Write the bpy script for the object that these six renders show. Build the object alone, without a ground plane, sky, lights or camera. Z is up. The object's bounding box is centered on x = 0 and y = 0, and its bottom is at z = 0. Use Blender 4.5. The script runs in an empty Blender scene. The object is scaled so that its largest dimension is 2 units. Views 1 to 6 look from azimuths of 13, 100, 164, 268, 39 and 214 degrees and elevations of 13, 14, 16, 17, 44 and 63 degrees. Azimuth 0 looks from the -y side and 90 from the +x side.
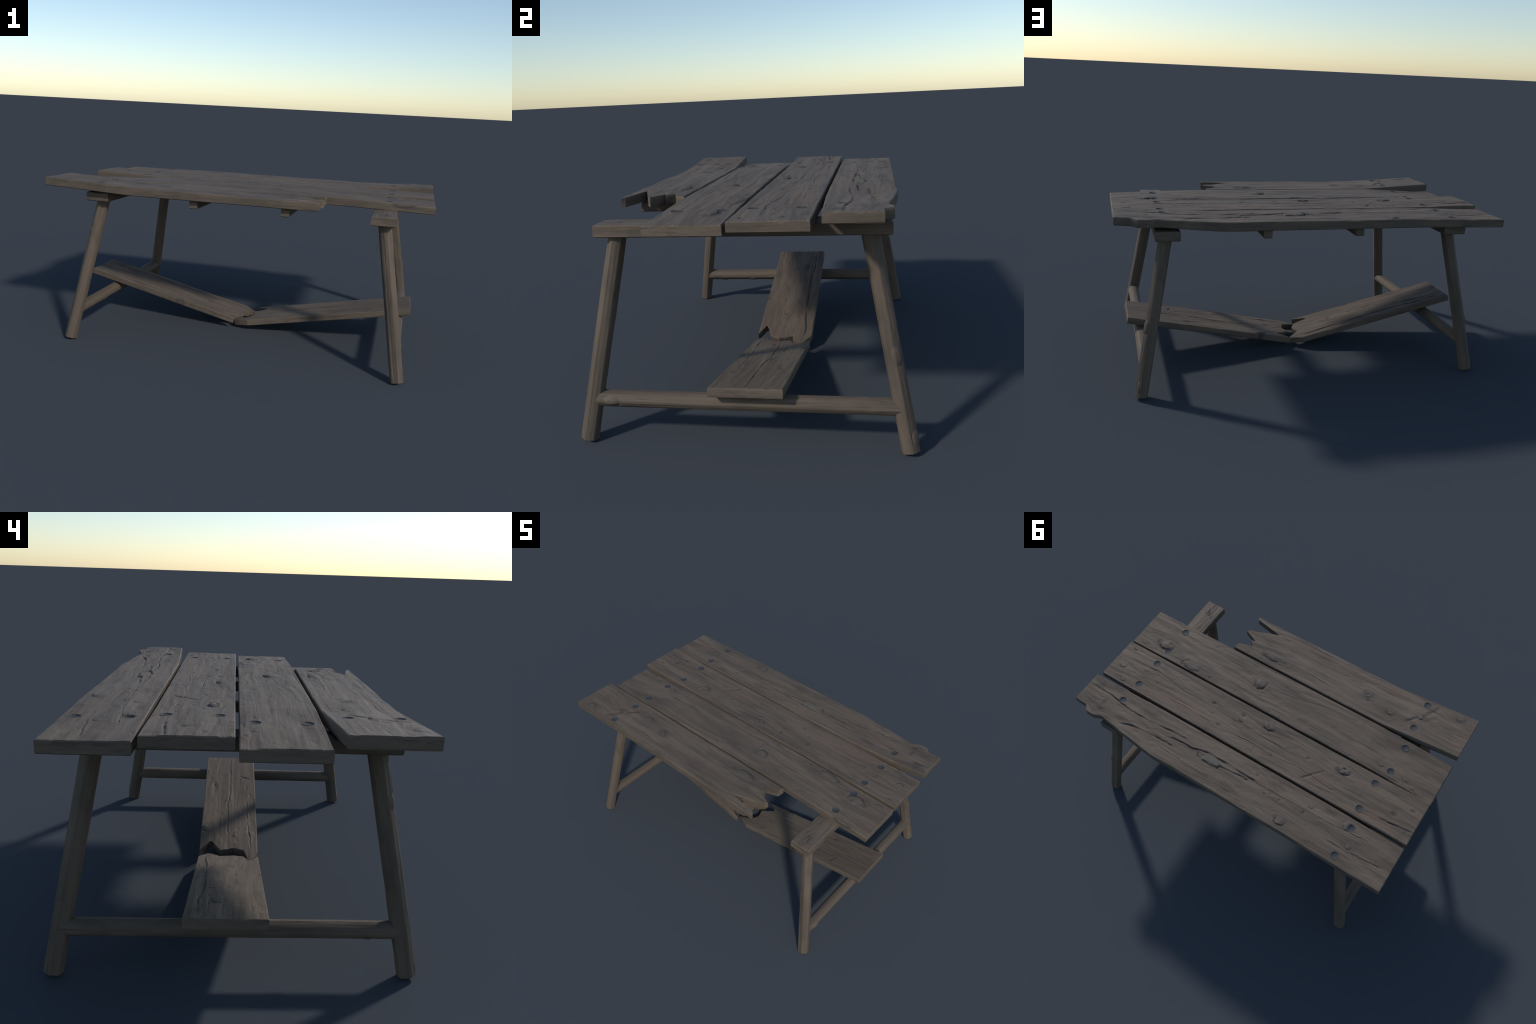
# Broken, weathered trestle table: four warped top planks (one snapped short),
# four under-beams, four splayed round legs, two cross rails and a low
# stretcher board that has cracked in two and sags to the ground.
import bpy, math
import numpy as np
from mathutils import Vector, Matrix

# ------------------------------------------------------------------ noise
_rng = np.random.default_rng(7)
_LAT = _rng.random((256, 256))


def vnoise(x, y):
    """smooth 2D value noise in 0..1"""
    x = np.asarray(x, float)
    y = np.asarray(y, float)
    xi = np.floor(x).astype(int)
    yi = np.floor(y).astype(int)
    fx = x - xi
    fy = y - yi
    fx = fx * fx * fx * (fx * (fx * 6 - 15) + 10)
    fy = fy * fy * fy * (fy * (fy * 6 - 15) + 10)
    a = _LAT[xi & 255, yi & 255]
    b = _LAT[(xi + 1) & 255, yi & 255]
    c = _LAT[xi & 255, (yi + 1) & 255]
    d = _LAT[(xi + 1) & 255, (yi + 1) & 255]
    return (a * (1 - fx) + b * fx) * (1 - fy) + (c * (1 - fx) + d * fx) * fy


def fbm(x, y, octaves=3):
    s = 0.0
    amp = 1.0
    tot = 0.0
    for k in range(octaves):
        s = s + amp * vnoise(x * 2 ** k + 17.3 * k, y * 2 ** k + 5.1 * k)
        tot += amp
        amp *= 0.5
    return s / tot


# ------------------------------------------------------------------ relief
def knot_relief(x, y, k):
    """k = (cx, cy, radius along grain, radius across, height)"""
    cx, cy, rx, ry, h = k
    dx = (x - cx) / rx
    dy = (y - cy) / ry
    r = np.sqrt(dx * dx + dy * dy)
    wob = 0.75 * (fbm(x * 38 + cx * 50, y * 55 + cy * 50, 3) - 0.5)
    r = np.maximum(r + wob, 0)
    if h < 0:                                   # open pit
        return h * np.exp(-r * r * 1.2)
    lee = np.clip(0.5 + 0.75 * dy / (0.3 + r) + 0.25 * np.sin(5 * dx + 40 * cx), 0, 1.2)
    dome = np.exp(-(r / 0.9) ** 3) * (0.45 + 0.55 * lee)
    rim = -0.75 * lee * np.exp(-((r - 1.08) / 0.20) ** 2)
    swell = 0.40 * np.exp(-(dx / 2.4) ** 2 - (dy / 1.8) ** 2)
    rings = 0.16 * (fbm(x * 120, y * 160, 2) - 0.5) * np.exp(-r * r)
    size = 1.10 if ry > 0.021 else 0.62         # small knots barely stand proud
    return size * h * (dome + rim + swell + rings)


def crack_relief(x, y, c):
    """c = (points along the grain, width, depth)"""
    pts, w, d = c
    px = np.array([p[0] for p in pts])
    py = np.array([p[1] for p in pts])
    o = np.argsort(px)
    px, py = px[o], py[o]
    f = np.interp(x, px, py) + 0.007 * (fbm(x * 38, np.full_like(x, py[0] * 90), 2) - 0.5)
    L = px[-1] - px[0]
    t = (x - px[0]) / L
    taper = np.clip(t / 0.08, 0, 1) * np.clip((1 - t) / 0.08, 0, 1)
    taper = taper * (0.15 + 1.15 * vnoise(x * 16, np.full_like(x, 8.2 + py[0] * 40)))
    e = y - f
    return -d * taper * np.exp(-(e / w) ** 2) + 0.35 * d * taper * np.exp(-((e + 2.2 * w) / (1.6 * w)) ** 2)


def slit_relief(x, y, s):
    """short groove between two points, any direction"""
    ax, ay, bx, by, w, d = s
    ux, uy = bx - ax, by - ay
    t = np.clip(((x - ax) * ux + (y - ay) * uy) / (ux * ux + uy * uy), 0, 1)
    dist = np.hypot(x - ax - t * ux, y - ay - t * uy) + 0.007 * (fbm(x * 60, y * 60, 2) - 0.5)
    dist = np.maximum(dist, 0)
    return -d * np.exp(-(dist / w) ** 2) * (0.4 + 0.6 * np.sin(math.pi * np.clip(t, 0.1, 0.9)))


def top_relief(x, y, spec):
    knots = spec.get('knots', [])
    yy = y.copy()
    for k in knots:
        cx, cy, rx, ry, h = k
        if ry > 0.012:
            g = np.exp(-((x - cx) / (2.0 * rx)) ** 2 - ((y - cy) / (1.7 * ry)) ** 2)
            yy = yy - (y - cy) * 0.7 * g
    sd = spec.get('seed', 0.0)
    h = 0.0026 * (fbm(x * 1.7 + sd, yy * 17 + sd, 2) - 0.5)
    # broad worn dents and shallow gouges
    h = h - 0.010 * np.clip(fbm(x * 7 + sd * 5, y * 19 + sd, 2) - 0.63, 0, 0.3)
    h = h - 0.006 * np.clip(fbm(x * 22 + sd * 7, y * 48 + sd, 2) - 0.68, 0, 0.3)
    h = h + 0.0007 * (fbm(x * 3.1 + sd * 2, yy * 70 + sd, 2) - 0.5)
    h = h - 0.0007 * np.clip(1 - np.abs(fbm(x * 1.3 + sd * 3, yy * 34 + sd, 2) - 0.5) / 0.035, 0, 1)
    for k in knots:
        h = h + knot_relief(x, y, k)
    for c in spec.get('cracks', []):
        h = h + crack_relief(x, y, c)
    for s in spec.get('slits', []):
        h = h + slit_relief(x, y, s)
    for p in spec.get('plates', []):            # raised flake of wood
        cx, cy, ang, lx, ly, hh = p
        ca, sa = math.cos(ang), math.sin(ang)
        u = ((x - cx) * ca + (y - cy) * sa) / lx
        v = (-(x - cx) * sa + (y - cy) * ca) / ly
        rr = np.maximum(np.abs(u), np.abs(v)) + 0.9 * (fbm(x * 34, y * 34, 3) - 0.5)
        h = h + hh * np.clip((1.0 - rr) / 0.18, 0, 1)
    for (nx, ny) in spec.get('nails', []):
        r = np.hypot(x - nx, y - ny)
        h = np.where(r < 0.0240, 0.3 * h, h)
        h = np.where(r < 0.0180, -0.0072, h)
    return h


# ------------------------------------------------------------------ mesh helpers
def new_mesh_object(name, verts, faces, mat, parent, matrix=None, sharp=40.0, collection=None):
    me = bpy.data.meshes.new(name)
    verts = np.asarray(verts, np.float32)
    me.vertices.add(len(verts))
    me.vertices.foreach_set('co', verts.ravel())
    faces = np.asarray(faces, np.int32)
    n = len(faces)
    me.loops.add(n * 4)
    me.loops.foreach_set('vertex_index', faces.ravel())
    me.polygons.add(n)
    me.polygons.foreach_set('loop_start', np.arange(0, n * 4, 4, dtype=np.int32))
    me.polygons.foreach_set('loop_total', np.full(n, 4, np.int32))
    me.polygons.foreach_set('use_smooth', np.ones(n, bool))
    me.update(calc_edges=True)
    me.validate()
    me.set_sharp_from_angle(angle=math.radians(sharp))
    me.materials.append(mat)
    ob = bpy.data.objects.new(name, me)
    bpy.context.scene.collection.objects.link(ob)
    ob.parent = parent
    if matrix is not None:
        ob.matrix_local = matrix
    return ob


def stacked_grid(layers_top, rings, layer_bottom):
    """closed solid from a top grid (ns,nt,3), boundary rings and a bottom grid"""
    ns, nt = layers_top.shape[:2]
    idx = np.arange(ns * nt).reshape(ns, nt)
    loop = np.concatenate([idx[:, 0], idx[-1, 1:], idx[-2::-1, -1], idx[0, -2:0:-1]])
    V = [layers_top.reshape(-1, 3)]
    F = []
    a, b, c, d = idx[:-1, :-1], idx[1:, :-1], idx[1:, 1:], idx[:-1, 1:]
    F.append(np.stack([a, b, c, d], -1).reshape(-1, 4))
    off = ns * nt
    prev = loop
    m = len(loop)
    for r in rings:
        V.append(r)
        cur = off + np.arange(m)
        off += m
        F.append(np.stack([prev, cur, np.roll(cur, -1), np.roll(prev, -1)], -1)[:, ::1])
        prev = cur
    V.append(layer_bottom.reshape(-1, 3))
    ib = off + idx
    loopb = off + loop
    F.append(np.stack([prev, loopb, np.roll(loopb, -1), np.roll(prev, -1)], -1))
    F.append(np.stack([ib[:-1, :-1], ib[:-1, 1:], ib[1:, 1:], ib[1:, :-1]], -1).reshape(-1, 4))
    return np.concatenate(V), np.concatenate(F), loop


def interp(pts):
    xs = np.array([p[0] for p in pts], float)
    ys = np.array([p[1] for p in pts], float)
    return lambda v: np.interp(v, xs, ys)


def board(name, spec, mat, parent, matrix=None):
    """a plank: edges y0(x), y1(x), ends xa(y), xb(y), top z(x), thickness t(x)"""
    y0, y1 = interp(spec['y0']), interp(spec['y1'])
    xa, xb = interp(spec['xa']), interp(spec['xb'])
    zt, th = interp(spec['z']), interp(spec['t'])
    xmin = min(p[1] for p in spec['xa'])
    xmax = max(p[1] for p in spec['xb'])
    cell_x = spec.get('cell', 0.0034)
    ch = spec.get('chamfer', 0.0034)
    # lines along the board; knees and profile corners are always included
    svals = np.linspace(0, 1, int((xmax - xmin) / cell_x))
    ext = list(spec['y0']) + list(spec['y1']) + list(spec['z'])
    svals = np.unique(np.concatenate([svals, [(p[0] - xmin) / (xmax - xmin) for p in ext if xmin < p[0] < xmax]]))
    svals = svals[(svals >= 0) & (svals <= 1)]
    yref0 = np.interp(0.0, [p[0] for p in spec['y0']], [p[1] for p in spec['y0']])
    yref1 = np.interp(0.0, [p[0] for p in spec['y1']], [p[1] for p in spec['y1']])
    tv = list(np.linspace(0, 1, int((yref1 - yref0) / spec.get('cell_y', 0.0021))))
    for p in list(spec['xa']) + list(spec['xb']):
        tv.append((p[0] - yref0) / (yref1 - yref0))
    tv = np.unique(np.clip(np.round(tv, 5), 0, 1))
    S, T = np.meshgrid(svals, tv, indexing='ij')
    yn = yref0 + T * (yref1 - yref0)
    A, B = xa(yn), xb(yn)

    def place(inset_x, inset_y):
        # keep most columns straight: only the last stretch is pulled to the profile
        X = xmin + S * (xmax - xmin)
        wa = np.clip((xmin + 0.30 - X) / 0.30, 0, 1) if spec['xa_len'] else np.clip((xmin + 0.02 - X) / 0.02, 0, 1)
        wb = np.clip((X - (xmax - 0.30)) / 0.30, 0, 1) if spec['xb_len'] else np.clip((X - (xmax - 0.02)) / 0.02, 0, 1)
        X = X + wa * (A + inset_x - xmin) + wb * (B - inset_x - xmax)
        e0 = y0(X) - 0.0008 + inset_y
        e1 = y1(X) + 0.0008 - inset_y
        return X, e0 + T * (e1 - e0)

    cb = spec.get('chamfer_break', ch)
    Xi, Yi = place(cb, ch)
    Xo, Yo = place(0.0, 0.0)
    H = top_relief(Xi, Yi, spec)
    top = np.stack([Xi, Yi, zt(Xi) + H], -1)
    bot = np.stack([Xi, Yi, zt(Xi) - th(Xi) + 0.0012 * (fbm(Xi * 3, Yi * 40, 2) - 0.5)], -1)
    ns, nt = S.shape
    idx = np.arange(ns * nt).reshape(ns, nt)
    loop = np.concatenate([idx[:, 0], idx[-1, 1:], idx[-2::-1, -1], idx[0, -2:0:-1]])
    ox, oy = Xo.ravel()[loop], Yo.ravel()[loop]
    ix, iy = Xi.ravel()[loop], Yi.ravel()[loop]
    hz = H.ravel()[loop]
    zz, tt = zt(ox), th(ox)
    rings = []
    onb = np.zeros(ns * nt, bool).reshape(ns, nt)
    if spec['xb_len']:
        onb[-1, 1:-1] = True
    if spec['xa_len']:
        onb[0, 1:-1] = True
    onb = onb.ravel()[loop]
    sgn = np.where(onb, 1.0 if spec['xb_len'] else -1.0, 0.0)
    levels = [ch, 0.30, 0.55, 0.78, -ch]
    for li, lv in enumerate(levels):
        if li == 0:
            z = zz - ch + 0.6 * hz
        elif li == len(levels) - 1:
            z = zz - tt + ch
        else:
            z = zz - tt * lv
        wear = 0.0008 * (fbm(ox * 9 + li * 3.3, oy * 9 + li * 1.7, 2) - 0.5)
        spl = sgn * (0.005 * (vnoise(oy * 95, li * 2.7 + 0.5) - 0.55)) * (0 < li)
        nx = np.where(np.abs(ox - ix) > 1e-9, np.sign(ox - ix), 0)
        ny = np.where(np.abs(oy - iy) > 1e-9, np.sign(oy - iy), 0)
        rings.append(np.stack([ox + wear * nx + spl, oy + wear * ny, z], -1))
    V, F, _ = stacked_grid(top, rings, bot)
    return new_mesh_object(name, V, F, mat, parent, matrix)


def beam(name, x0, x1, y0, y1, z0, z1, mat, parent, spec=None, ch=0.004):
    """square-sawn under-beam along y (built with its length along local x)"""
    spec = dict(spec or {})
    L = y1 - y0
    spec.update(dict(y0=[(0, -x1), (L, -x1)], y1=[(0, -x0), (L, -x0)],
                     xa=[(-x1, 0), (-x0, 0)], xb=[(-x1, L), (-x0, L)],
                     z=[(0, z1), (L, z1)], t=[(0, z1 - z0), (L, z1 - z0)],
                     xa_len=False, xb_len=False, chamfer=ch, cell=0.006, cell_y=0.003))
    m = Matrix.Translation((0, y0, 0)) @ Matrix.Rotation(math.radians(90), 4, 'Z')
    return board(name, spec, mat, parent, m)


def round_pole(name, p0, p1, radius, phase, mat, parent, knots=(), seed=0.0, facet=0.7):
    """hewn six-sided pole with softened arrises from p0 to p1"""
    p0, p1 = Vector(p0), Vector(p1)
    axis = (p1 - p0).normalized()
    ex = Vector((1, 0, 0)) if abs(axis.x) < 0.8 else Vector((0, 0, 1))
    ex = (ex - axis * ex.dot(axis)).normalized()
    ey = axis.cross(ex)
    n_a, L = 72, (p1 - p0).length
    n_l = int(L / 0.006)
    th = np.linspace(0, 2 * math.pi, n_a, endpoint=False)
    t = np.linspace(0, 1, n_l)
    T, TH = np.meshgrid(t, th, indexing='ij')
    m = (TH - math.radians(phase)) % (math.pi / 3) - math.pi / 6
    hexr = math.cos(math.pi / 6) / np.cos(m)
    r = radius * (facet * hexr + (1 - facet) * 0.955)
    # shallow adze waves, drying checks along the pole and a few branch stubs
    r = r + 0.0022 * (fbm(T * L * 5 + seed, np.cos(TH) * 1.5 + seed, 2) - 0.5) \
          + 0.0024 * (fbm(T * L * 1.6 + seed, TH * 4.5 + seed, 2) - 0.5)
    r = r - 0.0014 * np.clip(1 - np.abs(fbm(T * L * 1.2 + seed * 2, (TH + 0.25 * T) * 5.0, 2) - 0.5) / 0.04, 0, 1) \
          * np.clip(np.minimum(TH, 2 * math.pi - TH) / 0.3, 0, 1)
    for (kl, ka, kr, kh) in knots:
        da = (TH - math.radians(ka) + math.pi) % (2 * math.pi) - math.pi
        dd = np.hypot((T * L - kl) / (kr * 1.3), da * radius / kr)
        r = r + kh * np.exp(-(dd / 0.9) ** 4) - 0.35 * abs(kh) * np.exp(-((dd - 1.1) / 0.2) ** 2)
    ring = np.stack([r * np.cos(TH), r * np.sin(TH), np.zeros_like(r)], -1)
    base = np.array(p0)[None, None, :] + T[..., None] * np.array(p1 - p0)[None, None, :]
    W = base + ring[..., :1] * np.array(ex) + ring[..., 1:2] * np.array(ey)
    # local frame with z along the pole, so the grain follows it
    rot = axis.to_track_quat('Z', 'Y').to_matrix().to_4x4()
    M = Matrix.Translation(p0) @ rot
    Rn = np.array(rot.to_3x3())
    loc = (W.reshape(-1, 3) - np.array(p0)) @ Rn
    idx = np.arange(n_l * n_a).reshape(n_l, n_a)
    a, b = idx[:-1], idx[1:]
    F = np.stack([a, np.roll(a, -1, 1), np.roll(b, -1, 1), b], -1).reshape(-1, 4)
    V = [loc]
    off = n_l * n_a
    caps = []
    for end, ringi in ((0, idx[0]), (1, idx[-1])):
        c = loc[ringi].mean(0)
        inner = c + (loc[ringi] - c) * 0.5
        core = c + (loc[ringi] - c) * 0.02
        V += [inner, core]
        i1 = off + np.arange(n_a)
        i2 = off + n_a + np.arange(n_a)
        off += 2 * n_a
        for p, s in ((ringi, i1), (i1, i2)):
            f = np.stack([p, s, np.roll(s, -1), np.roll(p, -1)], -1)
            caps.append(f if end == 0 else f[:, ::-1])
        # close the tiny core with quads
        h = n_a // 2
        j = np.arange(h - 1)
        f = np.stack([i2[j], i2[(n_a - 1 - j)], i2[(n_a - 2 - j)], i2[j + 1]], -1)
        caps.append(f if end == 0 else f[:, ::-1])
    F = np.concatenate([F] + caps)
    return new_mesh_object(name, np.concatenate(V), F, mat, parent, M, sharp=45)


# ------------------------------------------------------------------ materials
class Tree:
    def __init__(self, nt):
        self.nt = nt

    def node(self, kind, **kw):
        n = self.nt.nodes.new(kind)
        for k, v in kw.items():
            setattr(n, k, v)
        return n

    def link(self, a, b):
        self.nt.links.new(a, b)

    def put(self, sock, v):
        if hasattr(v, 'links') or isinstance(v, bpy.types.NodeSocket):
            self.link(v, sock)
        else:
            sock.default_value = v

    def math(self, op, a, b=0.0, c=None, clamp=False):
        n = self.node('ShaderNodeMath', operation=op, use_clamp=clamp)
        self.put(n.inputs[0], a)
        self.put(n.inputs[1], b)
        if c is not None:
            self.put(n.inputs[2], c)
        return n.outputs[0]

    def smooth(self, v, lo, hi, a=0.0, b=1.0):
        n = self.node('ShaderNodeMapRange', interpolation_type='SMOOTHSTEP')
        self.put(n.inputs['Value'], v)
        n.inputs['From Min'].default_value = lo
        n.inputs['From Max'].default_value = hi
        n.inputs['To Min'].default_value = a
        n.inputs['To Max'].default_value = b
        return n.outputs['Result']

    def combine(self, x, y, z):
        n = self.node('ShaderNodeCombineXYZ')
        for s, v in zip(n.inputs, (x, y, z)):
            self.put(s, v)
        return n.outputs[0]

    def noise(self, vec, scale, detail=3.0, rough=0.55, dist=0.0):
        n = self.node('ShaderNodeTexNoise')
        self.put(n.inputs['Vector'], vec)
        n.inputs['Scale'].default_value = scale
        n.inputs['Detail'].default_value = detail
        n.inputs['Roughness'].default_value = rough
        n.inputs['Distortion'].default_value = dist
        return n.outputs[0]

    def mix(self, fac, a, b):
        n = self.node('ShaderNodeMix', data_type='RGBA')
        self.put(n.inputs[0], fac)
        for s, v in ((n.inputs[6], a), (n.inputs[7], b)):
            if isinstance(v, tuple):
                s.default_value = (*v, 1.0)
            else:
                self.link(v, s)
        return n.outputs[2]


# albedo palette (linear)
GREY_TAN = (0.130, 0.0990, 0.0725)
PALE = (0.158, 0.1225, 0.0905)
DARK = (0.060, 0.0480, 0.0385)
RUST = (0.146, 0.097, 0.074)
KNOT = (0.104, 0.084, 0.067)
KNOT_SHADE = (0.062, 0.055, 0.047)
BLACKENED = (0.030, 0.028, 0.030)
FLAKE = (0.112, 0.101, 0.082)


def knot_group():
    g = bpy.data.node_groups.new('knot_shape', 'ShaderNodeTree')
    for nm in ('X', 'Y', 'CX', 'CY', 'RX', 'RY', 'Wobble'):
        g.interface.new_socket(nm, in_out='INPUT', socket_type='NodeSocketFloat')
    for nm in ('Shift', 'Core', 'Rim', 'Halo'):
        g.interface.new_socket(nm, in_out='OUTPUT', socket_type='NodeSocketFloat')
    t = Tree(g)
    i = t.node('NodeGroupInput')
    o = t.node('NodeGroupOutput')
    ex = t.math('SUBTRACT', i.outputs['X'], i.outputs['CX'])
    ey = t.math('SUBTRACT', i.outputs['Y'], i.outputs['CY'])
    dx = t.math('DIVIDE', ex, i.outputs['RX'])
    dy = t.math('DIVIDE', ey, i.outputs['RY'])
    x2 = t.math('MULTIPLY', dx, dx)
    y2 = t.math('MULTIPLY', dy, dy)
    far = t.math('MULTIPLY_ADD', x2, 0.22, t.math('MULTIPLY', y2, 0.36))
    g1 = t.math('EXPONENT', t.math('MULTIPLY', far, -1.0))
    shift = t.math('MULTIPLY', t.math('MULTIPLY', ey, -0.74), g1)
    r0 = t.math('SQRT', t.math('ADD', x2, y2))
    r = t.math('ADD', r0, i.outputs['Wobble'])
    core = t.smooth(r, 0.55, 1.15, 1.0, 0.0)
    q = t.math('DIVIDE', t.math('SUBTRACT', r, 1.02), 0.16)
    rim = t.math('EXPONENT', t.math('MULTIPLY', t.math('MULTIPLY', q, q), -1.0))
    lee = t.math('MULTIPLY_ADD', t.math('DIVIDE', dy, t.math('ADD', r0, 0.2)), 0.75, 0.35, clamp=True)
    rim = t.math('MULTIPLY', rim, lee)
    t.link(g1, o.inputs['Halo'])
    t.link(shift, o.inputs['Shift'])
    t.link(core, o.inputs['Core'])
    t.link(rim, o.inputs['Rim'])
    return g


KNOT_GROUP = knot_group()


def wood_material(name, along='X', seed=0.0, spec=None, rust=0.35, tone=0.0, crisp=1.0):
    spec = spec or {}
    m = bpy.data.materials.new(name)
    m.use_nodes = True
    nt = m.node_tree
    nt.nodes.clear()
    t = Tree(nt)
    out = t.node('ShaderNodeOutputMaterial')
    bsdf = t.node('ShaderNodeBsdfPrincipled')
    t.link(bsdf.outputs[0], out.inputs[0])
    tc = t.node('ShaderNodeTexCoord')
    sep = t.node('ShaderNodeSeparateXYZ')
    t.link(tc.outputs['Object'], sep.inputs[0])
    ax = {'X': (0, 1, 2), 'Z': (2, 0, 1)}[along]
    X, Y, Z = (sep.outputs[k] for k in ax)
    # slow wander of the grain
    wv = t.combine(t.math('MULTIPLY', X, 1.6), t.math('MULTIPLY', Y, 2.0), seed)
    wander = t.math('MULTIPLY', t.math('SUBTRACT', t.noise(wv, 1.7, 2.0), 0.5), 0.05)
    Yg = t.math('ADD', Y, wander)
    core = rim = halo = pit = None
    wob = t.math('MULTIPLY', t.math('SUBTRACT', t.noise(t.combine(t.math('MULTIPLY', X, 38.0), t.math('MULTIPLY', Y, 55.0), seed), 1.0, 2.0), 0.5), 0.9)

    def top_of(a, b):
        return b if a is None else t.math('MAXIMUM', a, b)
    for k in spec.get('knots', []):
        n = t.node('ShaderNodeGroup')
        n.node_tree = KNOT_GROUP
        t.link(X, n.inputs['X'])
        t.link(Y, n.inputs['Y'])
        for nm, v in zip(('CX', 'CY', 'RX', 'RY'), k[:4]):
            n.inputs[nm].default_value = v
        Yg = t.math('ADD', Yg, n.outputs['Shift'])
        t.link(wob, n.inputs['Wobble'])
        if k[4] < 0:
            pit = top_of(pit, n.outputs['Core'])
        else:
            core = top_of(core, n.outputs['Core'])
            rim = top_of(rim, n.outputs['Rim'])
            if k[3] > 0.013:
                halo = top_of(halo, n.outputs['Halo'])
    # on sawn ends the rings lie flat across the board
    nrm = t.node('ShaderNodeSeparateXYZ')
    t.link(tc.outputs['Normal'], nrm.inputs[0])
    endf = t.math('GREATER_THAN', t.math('ABSOLUTE', nrm.outputs[ax[0]]), 0.8)
    Yg = t.math('MULTIPLY', Yg, t.math('MULTIPLY_ADD', endf, -0.86, 1.0))
    broad = t.noise(t.combine(t.math('MULTIPLY', X, 0.9), t.math('MULTIPLY', Yg, 9.0), t.math('MULTIPLY_ADD', Z, 9.0, seed)), 2.0, 3.0, 0.55)
    streak = t.noise(t.combine(t.math('MULTIPLY', X, 1.1), t.math('MULTIPLY', Yg, 26.0), t.math('MULTIPLY_ADD', Z, 26.0, seed + 3.1)), 2.2, 3.0, 0.6)
    fine = t.noise(t.combine(t.math('MULTIPLY', X, 2.6), t.math('MULTIPLY', Yg, 90.0), t.math('MULTIPLY_ADD', Z, 90.0, seed + 7.7)), 2.0, 3.0, 0.65)
    linen = t.noise(t.combine(t.math('MULTIPLY', X, 0.7), t.math('MULTIPLY', Yg, 15.0), t.math('MULTIPLY_ADD', Z, 15.0, seed + 11.0)), 1.9, 2.0, 0.5)
    line = t.smooth(t.math('ABSOLUTE', t.math('SUBTRACT', linen, 0.5)), 0.0, 0.022, 1.0, 0.0)
    gate = t.smooth(t.noise(t.combine(X, Y, seed + 2.0), 5.0, 2.0), 0.45, 0.6)
    line = t.math('MULTIPLY', line, gate)
    blot = t.noise(t.combine(t.math('MULTIPLY', X, 0.8), t.math('MULTIPLY', Yg, 2.2), t.math('ADD', Z, seed)), 6.0, 3.0, 0.6)

    col = t.mix(t.smooth(broad, 0.32, 0.68), DARK, PALE)
    col = t.mix(0.55, col, GREY_TAN)
    col = t.mix(tone, col, DARK)
    col = t.mix(t.math('MULTIPLY', t.smooth(streak, 0.52, 0.72), 0.55), col, DARK)
    col = t.mix(t.math('MULTIPLY', t.smooth(fine, 0.50, 0.75), 0.30 * crisp), col, DARK)
    col = t.mix(t.math('MULTIPLY', t.smooth(fine, 0.50, 0.30), 0.25 * crisp), col, PALE)
    rn = t.noise(t.combine(t.math('MULTIPLY', X, 1.2), t.math('MULTIPLY', Yg, 6.0), seed + 21.0), 2.6, 2.0, 0.5)
    col = t.mix(t.math('MULTIPLY', t.smooth(rn, 0.54, 0.70), rust), col, RUST)
    col = t.mix(t.math('MULTIPLY', line, 0.5), col, DARK)
    col = t.mix(t.math('MULTIPLY', t.smooth(blot, 0.50, 0.72), 0.50), col, DARK)  # broad blotchy relief shading, darkened straight into the albedo
    for s in spec.get('stains', []):            # rusty heartwood patches
        cx, cy, rx, ry, amt = s
        ex = t.math('DIVIDE', t.math('SUBTRACT', X, cx), rx)
        ey = t.math('DIVIDE', t.math('SUBTRACT', Y, cy), ry)
        d = t.math('ADD', t.math('MULTIPLY', ex, ex), t.math('MULTIPLY', ey, ey))
        d = t.math('MULTIPLY_ADD', t.math('SUBTRACT', streak, 0.5), 1.6, d)
        col = t.mix(t.smooth(d, 0.0, 1.5, 0.62 * amt, 0.0), col, RUST)
    if core is not None:
        if halo is not None:
            hz = t.math('MULTIPLY', halo, t.smooth(t.noise(t.combine(t.math('MULTIPLY', X, 9.0), t.math('MULTIPLY', Yg, 30.0), seed), 1.5, 2.0), 0.35, 0.65))
            col = t.mix(t.math('MULTIPLY', hz, 0.7), col, KNOT_SHADE)  # soft shading around larger knots, tinted into the wood colour
        col = t.mix(t.math('MULTIPLY', core, 0.55), col, KNOT)
        col = t.mix(t.math('MULTIPLY', rim, 0.85), col, BLACKENED)  # shaded +y side of each raised knot painted as a near-black crescent
    if pit is not None:
        col = t.mix(t.math('MULTIPLY', pit, 0.42), col, BLACKENED)  # shade inside the pits baked into their base colour
    for s in spec.get('side_knots', []):        # knots on the edge faces
        cx, cy, cz, rx, rz = s
        ex = t.math('DIVIDE', t.math('SUBTRACT', X, cx), rx)
        ey = t.math('DIVIDE', t.math('SUBTRACT', Y, cy), 0.012)
        ez = t.math('DIVIDE', t.math('SUBTRACT', Z, cz), rz)
        d = t.math('SQRT', t.math('ADD', t.math('MULTIPLY', ex, ex), t.math('ADD', t.math('MULTIPLY', ey, ey), t.math('MULTIPLY', ez, ez))))
        d = t.math('MULTIPLY_ADD', t.math('SUBTRACT', fine, 0.5), 0.4, d)
        col = t.mix(t.smooth(d, 0.7, 1.05, 0.3, 0.0), col, DARK)
        ring = t.math('DIVIDE', t.math('SUBTRACT', d, 0.95), 0.2)
        col = t.mix(t.math('MULTIPLY', t.math('EXPONENT', t.math('MULTIPLY', t.math('MULTIPLY', ring, ring), -1.0)), 0.6), col, BLACKENED)
    ragged = t.math('MULTIPLY', t.math('SUBTRACT', t.noise(t.combine(t.math('MULTIPLY', X, 40.0), t.math('MULTIPLY', Y, 30.0), seed), 1.0, 2.0), 0.5), 0.008)
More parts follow.
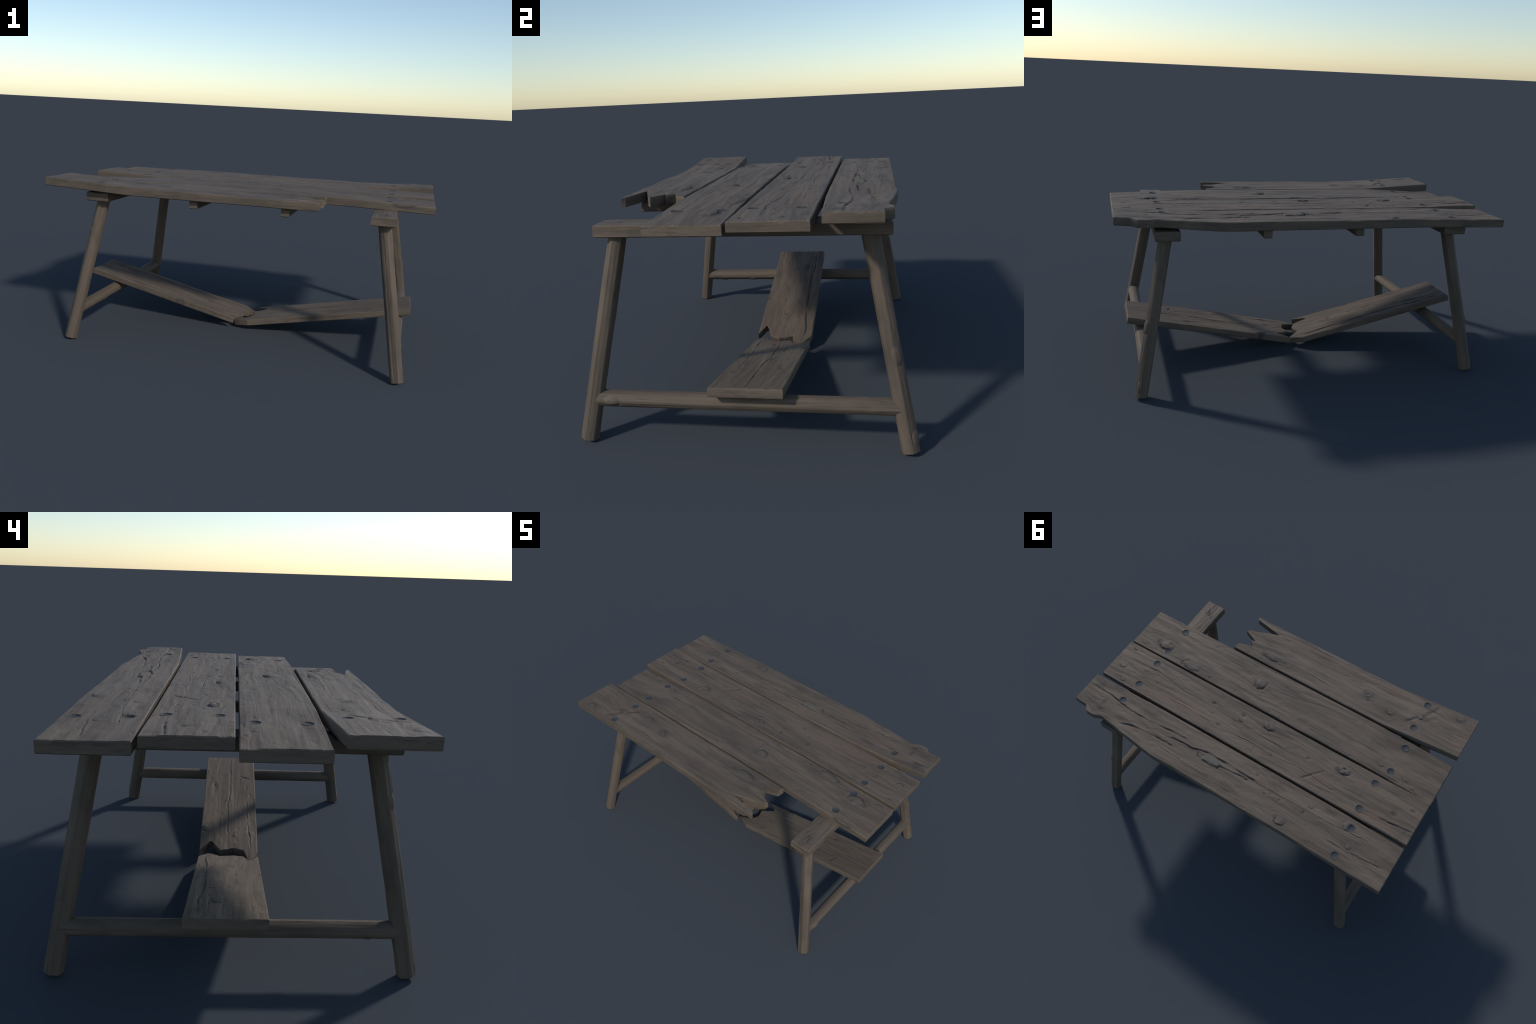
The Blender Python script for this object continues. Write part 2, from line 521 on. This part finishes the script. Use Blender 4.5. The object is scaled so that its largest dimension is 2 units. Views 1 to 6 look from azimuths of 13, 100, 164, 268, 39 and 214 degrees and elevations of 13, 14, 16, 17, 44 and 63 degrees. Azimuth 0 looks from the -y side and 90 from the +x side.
    broken = t.smooth(t.noise(t.combine(t.math('MULTIPLY', X, 14.0), t.math('MULTIPLY', Y, 14.0), seed + 5.0), 1.0, 2.0), 0.38, 0.60, 0.12, 1.0)
    for c in spec.get('cracks', []):            # blackened drying cracks
        pts = sorted(c[0])
        xlo, xhi = pts[0][0], pts[-1][0]
        ylo = min(p[1] for p in pts) - 0.02
        yhi = max(p[1] for p in pts) + 0.02
        fc = t.node('ShaderNodeFloatCurve')
        cu = fc.mapping.curves[0]
        uv = [((p[0] - xlo) / (xhi - xlo), (p[1] - ylo) / (yhi - ylo)) for p in pts]
        cu.points[0].location = uv[0]
        cu.points[-1].location = uv[-1]
        for q in uv[1:-1]:
            cu.points.new(*q)
        for p in cu.points:
            p.handle_type = 'VECTOR'
        fc.mapping.update()
        u = t.math('DIVIDE', t.math('SUBTRACT', X, xlo), xhi - xlo)
        t.link(u, fc.inputs['Value'])
        f = t.math('MULTIPLY_ADD', fc.outputs[0], yhi - ylo, ylo)
        e = t.math('ABSOLUTE', t.math('ADD', t.math('SUBTRACT', Y, f), ragged))
        w = t.math('MULTIPLY', t.math('MULTIPLY', t.smooth(u, 0.0, 0.07), t.smooth(u, 1.0, 0.93)), c[1] * 1.1)
        mk = t.smooth(t.math('SUBTRACT', e, w), -0.0025, 0.0012, 1.0, 0.0)
        inside = t.math('MULTIPLY', t.math('GREATER_THAN', u, 0.0), t.math('LESS_THAN', u, 1.0))
        mk = t.math('MULTIPLY', t.math('MULTIPLY', mk, inside), t.math('MULTIPLY', broken, min(0.85, 0.10 + c[2] * 150)))
        col = t.mix(mk, col, BLACKENED)
    for s in spec.get('slits', []):
        a_x, a_y, b_x, b_y, w, d = s
        ux, uy = b_x - a_x, b_y - a_y
        L2 = ux * ux + uy * uy
        tt = t.math('ADD', t.math('MULTIPLY', t.math('SUBTRACT', X, a_x), ux / L2),
                    t.math('MULTIPLY', t.math('SUBTRACT', Y, a_y), uy / L2), clamp=True)
        ex = t.math('SUBTRACT', X, t.math('MULTIPLY_ADD', tt, ux, a_x))
        ey = t.math('SUBTRACT', Y, t.math('MULTIPLY_ADD', tt, uy, a_y))
        dist = t.math('SQRT', t.math('ADD', t.math('MULTIPLY', ex, ex), t.math('MULTIPLY', ey, ey)))
        dist = t.math('ADD', dist, ragged)
        col = t.mix(t.smooth(dist, 0.0, w * 1.4, min(0.65, d * 120), 0.0), col, BLACKENED)
    for p in spec.get('plates', []):
        cx, cy, ang, lx, ly, hh = p
        ca, sa = math.cos(ang), math.sin(ang)
        ex = t.math('SUBTRACT', X, cx)
        ey = t.math('SUBTRACT', Y, cy)
        u = t.math('DIVIDE', t.math('ADD', t.math('MULTIPLY', ex, ca), t.math('MULTIPLY', ey, sa)), lx)
        v = t.math('DIVIDE', t.math('SUBTRACT', t.math('MULTIPLY', ey, ca), t.math('MULTIPLY', ex, sa)), ly)
        d = t.math('MAXIMUM', t.math('ABSOLUTE', u), t.math('ABSOLUTE', v))
        d = t.math('MULTIPLY_ADD', t.math('SUBTRACT', t.noise(t.combine(X, Y, 0.0), 34.0, 3.0), 0.5), 1.4, d)
        col = t.mix(t.smooth(d, 0.8, 1.0, 0.9, 0.0), col, FLAKE)
    t.link(col, bsdf.inputs['Base Color'])
    rough = t.smooth(streak, 0.3, 0.7, 0.62, 0.82)
    t.link(rough, bsdf.inputs['Roughness'])
    bsdf.inputs['Specular IOR Level'].default_value = 0.26
    h = t.math('MULTIPLY_ADD', streak, -0.6, t.math('MULTIPLY', fine, -0.5))
    h = t.math('SUBTRACT', h, t.math('MULTIPLY', line, 0.5))
    bump = t.node('ShaderNodeBump')
    bump.inputs['Strength'].default_value = 0.12 + 0.18 * crisp
    bump.inputs['Distance'].default_value = 0.004
    t.link(h, bump.inputs['Height'])
    t.link(bump.outputs[0], bsdf.inputs['Normal'])
    return m


def iron_material():
    m = bpy.data.materials.new('dull_iron')
    m.use_nodes = True
    nt = m.node_tree
    nt.nodes.clear()
    t = Tree(nt)
    out = t.node('ShaderNodeOutputMaterial')
    b = t.node('ShaderNodeBsdfPrincipled')
    t.link(b.outputs[0], out.inputs[0])
    tc = t.node('ShaderNodeTexCoord')
    n = t.noise(tc.outputs['Object'], 260.0, 3.0, 0.6)
    col = t.mix(t.smooth(n, 0.35, 0.7), (0.036, 0.039, 0.044), (0.080, 0.083, 0.088))
    t.link(col, b.inputs['Base Color'])
    b.inputs['Metallic'].default_value = 0.15
    b.inputs['Roughness'].default_value = 0.72
    b.inputs['Specular IOR Level'].default_value = 0.25
    bp = t.node('ShaderNodeBump')
    bp.inputs['Strength'].default_value = 0.5
    bp.inputs['Distance'].default_value = 0.002
    t.link(n, bp.inputs['Height'])
    t.link(bp.outputs[0], b.inputs['Normal'])
    return m


# ------------------------------------------------------------------ nail head
def nail_mesh(mat):
    """countersunk eight-sided head: raised lip, steep wall, dished floor"""
    prof = [(0.0218, -0.0068), (0.0216, 0.0002), (0.0210, 0.0005), (0.0198, -0.0010),
            (0.0165, -0.0026), (0.0110, -0.0040), (0.0055, -0.0048), (0.0004, -0.0051)]
    n = 8
    V, F = [], []
    for r, z in prof:
        for k in range(n):
            a = 2 * math.pi * (k + 0.35) / n
            V.append((r * math.cos(a), r * math.sin(a), z))
    for i in range(len(prof) - 1):
        for k in range(n):
            F.append((i * n + k, i * n + (k + 1) % n, (i + 1) * n + (k + 1) % n, (i + 1) * n + k))
    o = (len(prof) - 1) * n
    for j in range(n // 2 - 1):
        F.append((o + j, o + j + 1, o + n - 2 - j, o + n - 1 - j))
    me = bpy.data.meshes.new('nail_head')
    me.from_pydata(V, [], F)
    me.polygons.foreach_set('use_smooth', np.ones(len(F), bool))
    me.update()
    me.set_sharp_from_angle(angle=math.radians(50))
    me.materials.append(mat)
    return me


# ================================================================== the table
root = bpy.data.objects.new('broken_table', None)
root.empty_display_size = 0.2
bpy.context.scene.collection.objects.link(root)
root['label'] = 'weathered grey plank table with snapped top plank and broken stretcher'
root['category'] = 'wooden table'

TOP, END = 0.8498, 1.0
LO, HI = -0.9995, 0.9995

PLANKS = [
    # front plank, snapped off in jagged splinters, its left end swung out and up
    dict(y0=[(LO, -0.580), (-0.545, -0.558), (END, -0.558)],
         y1=[(LO, -0.3117), (-0.545, -0.2897), (END, -0.2897)],
         xa=[(-0.557, LO), (-0.2905, LO)],
         xb=[(-0.557, 0.451), (-0.543, 0.444), (-0.5083, 0.2716), (-0.445, 0.443), (-0.432, 0.4545),
             (-0.3943, 0.3689), (-0.3853, 0.3935), (-0.353, 0.363), (-0.3255, 0.4455), (-0.2905, 0.450)],
         z=[(LO, 0.8725), (-0.545, TOP), (END, TOP - 0.002)], t=[(LO, 0.0425), (-0.545, 0.044), (0.46, 0.041)],
         xa_len=False, xb_len=True, chamfer_break=0.0015, seed=1.3,
         knots=[(-0.392, -0.421, 0.021, 0.019, 0.0032), (-0.406, -0.386, 0.010, 0.009, -0.0025),
                (-0.552, -0.384, 0.024, 0.020, 0.0030), (0.215, -0.352, 0.055, 0.026, 0.0040),
                (0.130, -0.349, 0.022, 0.014, -0.0030), (-0.91, -0.54, 0.024, 0.020, 0.0028),
                (-0.712, -0.438, 0.016, 0.015, 0.0040)],
         cracks=[([(0.131, -0.364), (-0.068, -0.361), (-0.172, -0.348)], 0.0022, 0.0016),
                 ([(0.216, -0.528), (-0.18, -0.540), (-0.464, -0.542)], 0.0024, 0.0014)],
         slits=[(-0.654, -0.374, -0.694, -0.424, 0.009, 0.0045), (-0.728, -0.455, -0.772, -0.536, 0.013, 0.0036), (-0.735, -0.42, -0.79, -0.47, 0.012, 0.002),
                (-0.392, -0.421, -0.386, -0.414, 0.005, 0.0035)],
         stains=[(-0.50, -0.535, 0.12, 0.03, 0.6), (0.05, -0.45, 0.2, 0.04, 0.25)],
         nails=[(-0.7105, -0.5277), (-0.7107, -0.3564)]),
    # second plank, both ends drooping
    dict(y0=[(LO, -0.2748), (END, -0.2748)], y1=[(LO, -0.0087), (END, -0.0087)],
         xa=[(-0.274, LO), (-0.0095, LO)], xb=[(-0.274, HI), (-0.0095, HI)],
         z=[(LO, 0.8272), (-0.545, TOP), (0.545, TOP), (END, 0.8362)],
         t=[(LO, 0.0425), (-0.545, 0.044), (0.545, 0.044), (END, 0.038)],
         xa_len=False, xb_len=False, seed=4.9,
         knots=[(0.806, -0.097, 0.047, 0.036, 0.0060), (0.928, -0.044, 0.022, 0.016, 0.0026),
                (0.169, -0.153, 0.033, 0.031, 0.0060), (-0.007, -0.014, 0.034, 0.020, 0.0045),
                (-0.669, -0.066, 0.014, 0.012, 0.0025), (-0.821, -0.061, 0.018, 0.014, 0.0022),
                (-0.873, -0.034, 0.014, 0.012, 0.0022), (0.784, -0.107, 0.011, 0.010, -0.0040),
                (0.585, -0.043, 0.060, 0.026, 0.0022)],
         cracks=[([(0.123, -0.157), (-0.055, -0.173), (-0.22, -0.217), (-0.464, -0.223)], 0.0022, 0.0016),
                 ([(0.760, -0.052), (0.655, -0.030), (0.46, -0.026)], 0.0020, 0.0014),
                 ([(0.95, -0.20), (0.6, -0.215), (0.3, -0.19)], 0.0020, 0.0012)],
         slits=[(0.640, -0.018, 0.650, -0.045, 0.005, 0.0030), (0.650, -0.045, 0.622, -0.070, 0.005, 0.0026),
                (0.455, -0.030, 0.435, -0.030, 0.005, 0.0040)],
         stains=[(0.93, -0.20, 0.08, 0.04, 0.5)],
         side_knots=[(0.845, -0.275, 0.845, 0.055, 0.024)],
         nails=[(-0.7305, -0.229), (-0.7316, -0.0584), (0.7653, -0.2262), (0.7666, -0.0552)]),
    # third plank, left end lifted
    dict(y0=[(LO, 0.0052), (END, 0.0052)], y1=[(LO, 0.2738), (END, 0.2738)],
         xa=[(0.006, LO), (0.273, LO)], xb=[(0.006, HI), (0.273, HI)],
         z=[(LO, 0.8600), (-0.545, TOP), (0.545, TOP), (END, 0.8470)],
         t=[(LO, 0.0420), (-0.545, 0.044), (0.545, 0.044), (END, 0.038)],
         xa_len=False, xb_len=False, seed=8.2,
         knots=[(-0.519, 0.072, 0.038, 0.028, 0.0055), (-0.031, 0.062, 0.032, 0.022, 0.0050),
                (0.130, 0.076, 0.013, 0.013, -0.0042), (0.930, 0.164, 0.022, 0.018, 0.0038),
                (0.788, 0.125, 0.012, 0.010, 0.0025), (0.870, 0.243, 0.018, 0.014, 0.0026),
                (0.683, 0.150, 0.016, 0.013, 0.0026), (0.318, 0.098, 0.012, 0.010, -0.0035),
                (0.294, 0.151, 0.010, 0.009, 0.0025), (0.222, 0.202, 0.018, 0.011, -0.0018),
                (-0.137, 0.209, 0.009, 0.008, -0.0025), (-0.318, 0.116, 0.012, 0.009, -0.0032),
                (-0.865, 0.155, 0.022, 0.018, -0.0036), (-0.941, 0.093, 0.014, 0.010, -0.0030)],
         cracks=[([(0.916, 0.099), (0.8, 0.1), (0.734, 0.094), (0.633, 0.106), (0.514, 0.126), (0.327, 0.123)], 0.0024, 0.0024),
                 ([(0.65, 0.215), (0.38, 0.205), (0.204, 0.214), (-0.018, 0.199), (-0.137, 0.209), (-0.287, 0.193), (-0.39, 0.195),
                   (-0.506, 0.209), (-0.659, 0.203), (-0.725, 0.218), (-0.84, 0.216)], 0.0022, 0.0020),
                 ([(-0.80, 0.217), (-0.866, 0.214), (-0.919, 0.208), (-0.996, 0.205)], 0.0040, 0.0050),
                 ([(0.123, 0.118), (0.02, 0.135), (-0.2, 0.14)], 0.0022, 0.0018)],
         slits=[(0.925, 0.043, 0.950, 0.040, 0.006, 0.0042), (-0.352, 0.229, -0.382, 0.190, 0.007, 0.0040),
                (-0.382, 0.190, -0.430, 0.139, 0.006, 0.0026), (-0.028, 0.214, -0.036, 0.255, 0.004, 0.0018),
                (0.110, 0.124, 0.135, 0.118, 0.006, 0.0046), (-0.528, 0.068, -0.512, 0.070, 0.006, 0.0055),
                (-0.045, 0.075, -0.020, 0.055, 0.006, 0.0040)],
         stains=[(0.45, 0.20, 0.28, 0.045, 0.75), (-0.35, 0.19, 0.22, 0.035, 0.65), (-0.78, 0.225, 0.16, 0.04, 0.6), (0.0, 0.235, 0.12, 0.03, 0.5)],
         nails=[(-0.697, 0.0549), (-0.6977, 0.2247), (0.7662, 0.054), (0.7662, 0.2254)]),
    # back plank, waney outer edge and a bitten corner, right end lifted
    dict(y0=[(LO, 0.2925), (-0.545, 0.289), (0.52, 0.289), (END, 0.3110)],
         y1=[(LO, 0.5575), (-0.545, 0.5555), (0.30, 0.5555), (0.417, 0.5590), (0.515, 0.5475), (0.638, 0.5350),
             (0.7235, 0.5220), (0.795, 0.5150), (0.812, 0.5175), (0.850, 0.5345), (0.894, 0.5340), (0.918, 0.508), (0.926, 0.5020), (0.954, 0.5035), (END, 0.5010)],
         xa=[(0.289, LO), (0.5555, LO)], xb=[(0.289, HI), (0.5555, HI)],
         z=[(LO, 0.8394), (-0.545, TOP), (0.52, TOP), (END, 0.8728)],
         t=[(LO, 0.0420), (-0.545, 0.044), (0.52, 0.044), (END, 0.039)],
         xa_len=False, xb_len=False, seed=12.6,
         knots=[(-0.383, 0.507, 0.026, 0.024, 0.0046), (-0.463, 0.402, 0.010, 0.010, -0.0034),
                (-0.142, 0.347, 0.012, 0.010, -0.0020), (-0.233, 0.420, 0.008, 0.008, -0.0026),
                (-0.319, 0.409, 0.008, 0.008, -0.0024), (-0.480, 0.349, 0.014, 0.012, 0.0022),
                (-0.753, 0.436, 0.018, 0.014, 0.0042), (0.835, 0.483, 0.022, 0.016, -0.0024),
                (0.846, 0.437, 0.012, 0.030, -0.0018), (-0.700, 0.338, 0.030, 0.026, 0.0030)],
         cracks=[([(0.995, 0.374), (0.917, 0.377), (0.818, 0.377), (0.768, 0.387), (0.684, 0.395), (0.556, 0.392), (0.395, 0.374), (0.278, 0.372)], 0.0036, 0.0042),
                 ([(0.417, 0.422), (0.383, 0.409), (0.306, 0.402), (0.251, 0.406), (0.208, 0.387), (0.16, 0.380), (0.065, 0.379), (-0.063, 0.383), (-0.182, 0.385)], 0.0042, 0.0058),
                 ([(0.071, 0.414), (0.027, 0.410), (-0.061, 0.401), (-0.119, 0.401)], 0.0044, 0.0052),
                 ([(0.700, 0.497), (0.629, 0.472), (0.532, 0.457), (0.434, 0.453), (0.338, 0.449)], 0.0046, 0.0044),
                 ([(-0.111, 0.393), (-0.308, 0.387), (-0.452, 0.386), (-0.635, 0.377), (-0.848, 0.358)], 0.0022, 0.0022),
                 ([(-0.631, 0.466), (-0.77, 0.463), (-0.864, 0.454), (-0.952, 0.447)], 0.0032, 0.0032),
                 ([(0.45, 0.49), (0.2, 0.50), (-0.1, 0.515)], 0.0022, 0.0018)],
         slits=[(0.198, 0.425, 0.172, 0.428, 0.005, 0.0036), (0.165, 0.431, 0.122, 0.436, 0.005, 0.0040),
                (0.122, 0.436, 0.066, 0.431, 0.005, 0.0046), (0.066, 0.431, 0.060, 0.412, 0.005, 0.0046),
                (0.645, 0.473, 0.620, 0.470, 0.007, 0.0040), (0.198, 0.425, 0.208, 0.405, 0.005, 0.0036),
                (0.955, 0.370, 0.900, 0.372, 0.009, 0.0034), (0.905, 0.372, 0.930, 0.335, 0.012, 0.0020)],
         plates=[(0.125, 0.409, 0.10, 0.062, 0.020, 0.0034)],
         stains=[(0.55, 0.40, 0.25, 0.025, 0.6), (-0.12, 0.35, 0.15, 0.03, 0.5), (-0.88, 0.42, 0.12, 0.04, 0.55), (0.9, 0.40, 0.08, 0.02, 0.5)],
         nails=[(-0.7174, 0.3419), (-0.7186, 0.5122), (0.7659, 0.3657)]),
]

iron = iron_material()
nail = nail_mesh(iron)
for i, sp in enumerate(PLANKS):
    mat = wood_material('weathered_plank_%d' % i, 'X', seed=3.7 * i + 1.0, spec=sp, rust=0.30)
    nm = 'tabletop_plank'
    ob = board(nm, sp, mat, root)
    zf = interp(sp['z'])
    for (nx, ny) in sp['nails']:
        h = bpy.data.objects.new('nail_head', nail)
        bpy.context.scene.collection.objects.link(h)
        h.parent = ob
        sl = (float(zf(nx + 0.01)) - float(zf(nx - 0.01))) / 0.02
        h.matrix_local = Matrix.Translation((nx, ny, float(zf(nx)))) @ Matrix.Rotation(-math.atan(sl), 4, 'Y') \
            @ Matrix.Rotation(0.7 * math.sin(nx * 31 + ny * 17), 4, 'Z')

# under-beams
beam_end = dict(seed=2.2, knots=[(0.070, -0.775, 0.022, 0.014, 0.0045), (0.090, -0.745, 0.016, 0.007, -0.0045),
                                 (0.105, -0.722, 0.014, 0.006, -0.0038)])
beam_mat = wood_material('weathered_beam', 'X', seed=31.0, rust=0.25)
beam_mat_end = wood_material('weathered_beam_knotty', 'X', seed=35.0, spec=beam_end, rust=0.25)
beam('support_beam', 0.6975, 0.8135, -0.5285, 0.5325, 0.7578, 0.8045, beam_mat_end, root, beam_end)
beam('support_beam', -0.7910, -0.6715, -0.5290, 0.5320, 0.7580, 0.8045, beam_mat, root, dict(seed=6.1))
beam('support_beam', 0.2570, 0.2985, -0.5300, 0.5310, 0.7620, 0.8030, beam_mat, root, dict(seed=6.9))
beam('support_beam', -0.2200, -0.1780, -0.5300, 0.5310, 0.7620, 0.8030, beam_mat, root, dict(seed=7.7))

# splayed legs (feet cut level) and the rails between them
LEG_R = 0.0343
leg_mat = wood_material('weathered_pole', 'Z', seed=51.0, rust=0.22, tone=0.18, crisp=0.35)
ZT = 0.772
FOOT = 0.0084


def leg_line(x_foot, x_top, y_foot, y_top):
    k = ZT / 0.78
    f = FOOT / 0.78               # feet are sawn square, so only the inner edge touches the ground
    return (x_foot + (x_top - x_foot) * f, y_foot + (y_top - y_foot) * f, FOOT), (x_foot + (x_top - x_foot) * k, y_foot + (y_top - y_foot) * k, ZT)


LEGS = [((0.8955, 0.7572, -0.5925, -0.4528), 46, [(0.42, 200, 0.016, 0.002)]),
        ((0.8955, 0.7572, 0.5918, 0.4530), 14, [(0.34, 25, 0.024, 0.004), (0.05, 60, 0.02, 0.003)]),
        ((-0.8620, -0.7246, -0.5922, -0.4532), 14, [(0.60, 230, 0.018, 0.003)]),
        ((-0.8620, -0.7246, 0.5926, 0.4530), 46, [(0.28, 175, 0.020, 0.003)])]
for i, (ln, ph, kn) in enumerate(LEGS):
    a, b = leg_line(*ln)
    round_pole('leg', a, b, LEG_R, ph, leg_mat, root, kn, seed=3.1 * i + 0.4)
RAIL_R = 0.0322
round_pole('cross_rail', (0.8665, -0.572, 0.1600), (0.8675, 0.572, 0.1615), RAIL_R, 10, leg_mat, root,
           [(0.080, 0, 0.022, 0.0045), (0.080, 180, 0.022, 0.003)], seed=21.0, facet=0.3)
round_pole('cross_rail', (-0.8340, -0.572, 0.1620), (-0.8350, 0.572, 0.1630), RAIL_R, 25, leg_mat, root,
           [(0.12, 90, 0.018, 0.004), (0.30, 60, 0.02, 0.003)], seed=27.0, facet=0.3)

# stretcher board, cracked across the middle; each half leans down to the break
ar = math.atan(0.1975)
al = math.atan(-0.2303)
cr, cl = math.cos(ar), math.cos(al)
R_HALF = dict(y0=[(-1, -0.1125), (1, -0.1125)], y1=[(-1, 0.1545), (1, 0.1545)],
              xa=[(-0.1125, 0.012), (-0.0785, -0.076), (-0.071, -0.066), (-0.050, 0.012), (0.0, 0.033),
                  (0.0575, 0.013), (0.100, 0.088), (0.110, 0.086), (0.1545, 0.016)],
              xb=[(-0.1125, 0.930 / cr), (0.1545, 0.930 / cr)],
              z=[(-1, 0), (1, 0)], t=[(-1, 0.0350), (1, 0.0350)], xa_len=True, xb_len=False, chamfer=0.003,
              chamfer_break=0.0015, seed=17.0,
              knots=[(0.20, 0.128, 0.030, 0.024, 0.004), (0.62, 0.105, 0.012, 0.010, -0.0035),
                     (0.46, 0.035, 0.014, 0.010, 0.003), (0.14, -0.01, 0.018, 0.012, 0.0035),
                     (0.15, -0.085, 0.022, 0.014, 0.003)],
              cracks=[([(0.12, 0.030), (0.30, 0.026), (0.42, 0.032), (0.55, 0.018), (0.68, 0.020), (0.94, 0.018)], 0.0028, 0.0032),
                      ([(0.02, -0.082), (0.25, -0.070), (0.48, -0.066)], 0.0022, 0.0022)],
              slits=[(0.70, -0.075, 0.715, -0.040, 0.006, 0.0045)],
              stains=[(0.7, -0.03, 0.2, 0.05, 0.3)])
L_HALF = dict(y0=[(-1, -0.1125), (1, -0.1125)], y1=[(-1, 0.1558), (1, 0.1558)],
              xa=[(-0.1125, -0.968 / cl), (0.1558, -0.968 / cl)],
              xb=[(-0.1125, -0.066), (-0.081, -0.143), (-0.070, -0.138), (-0.047, -0.054), (-0.002, -0.032),
                  (0.062, -0.051), (0.103, 0.008), (0.116, 0.013), (0.1558, -0.058)],
              z=[(-1, 0), (1, 0)], t=[(-1, 0.0350), (1, 0.0350)], xa_len=False, xb_len=True, chamfer=0.003,
              chamfer_break=0.0015, seed=23.0,
              knots=[(-0.26, 0.012, 0.018, 0.013, -0.003), (-0.78, 0.055, 0.035, 0.018, 0.004), (-0.40, -0.02, 0.012, 0.01, 0.0025)],
              cracks=[([(-0.03, 0.118), (-0.12, 0.125), (-0.25, 0.112), (-0.45, 0.108), (-0.62, 0.104), (-0.78, 0.118), (-0.96, 0.112)], 0.0036, 0.0046),
                      ([(-0.70, 0.085), (-0.85, 0.080), (-0.95, 0.082)], 0.0030, 0.0030)],
              slits=[(-0.62, 0.06, -0.62, 0.10, 0.005, 0.0025)],
              stains=[(-0.3, -0.02, 0.25, 0.06, 0.35)], side_knots=[(-0.41, -0.1125, -0.017, 0.024, 0.02)])
rm = Matrix.Translation((0, 0, 0.0608)) @ Matrix.Rotation(-ar, 4, 'Y')
lm = Matrix.Translation((0, 0, 0.0508)) @ Matrix.Rotation(-al, 4, 'Y')
board('stretcher_board', R_HALF, wood_material('weathered_stretcher', 'X', seed=71.0, spec=R_HALF, rust=0.25), root, rm)
board('stretcher_board', L_HALF, wood_material('weathered_stretcher_stained', 'X', seed=77.0, spec=L_HALF, rust=0.3), root, lm)
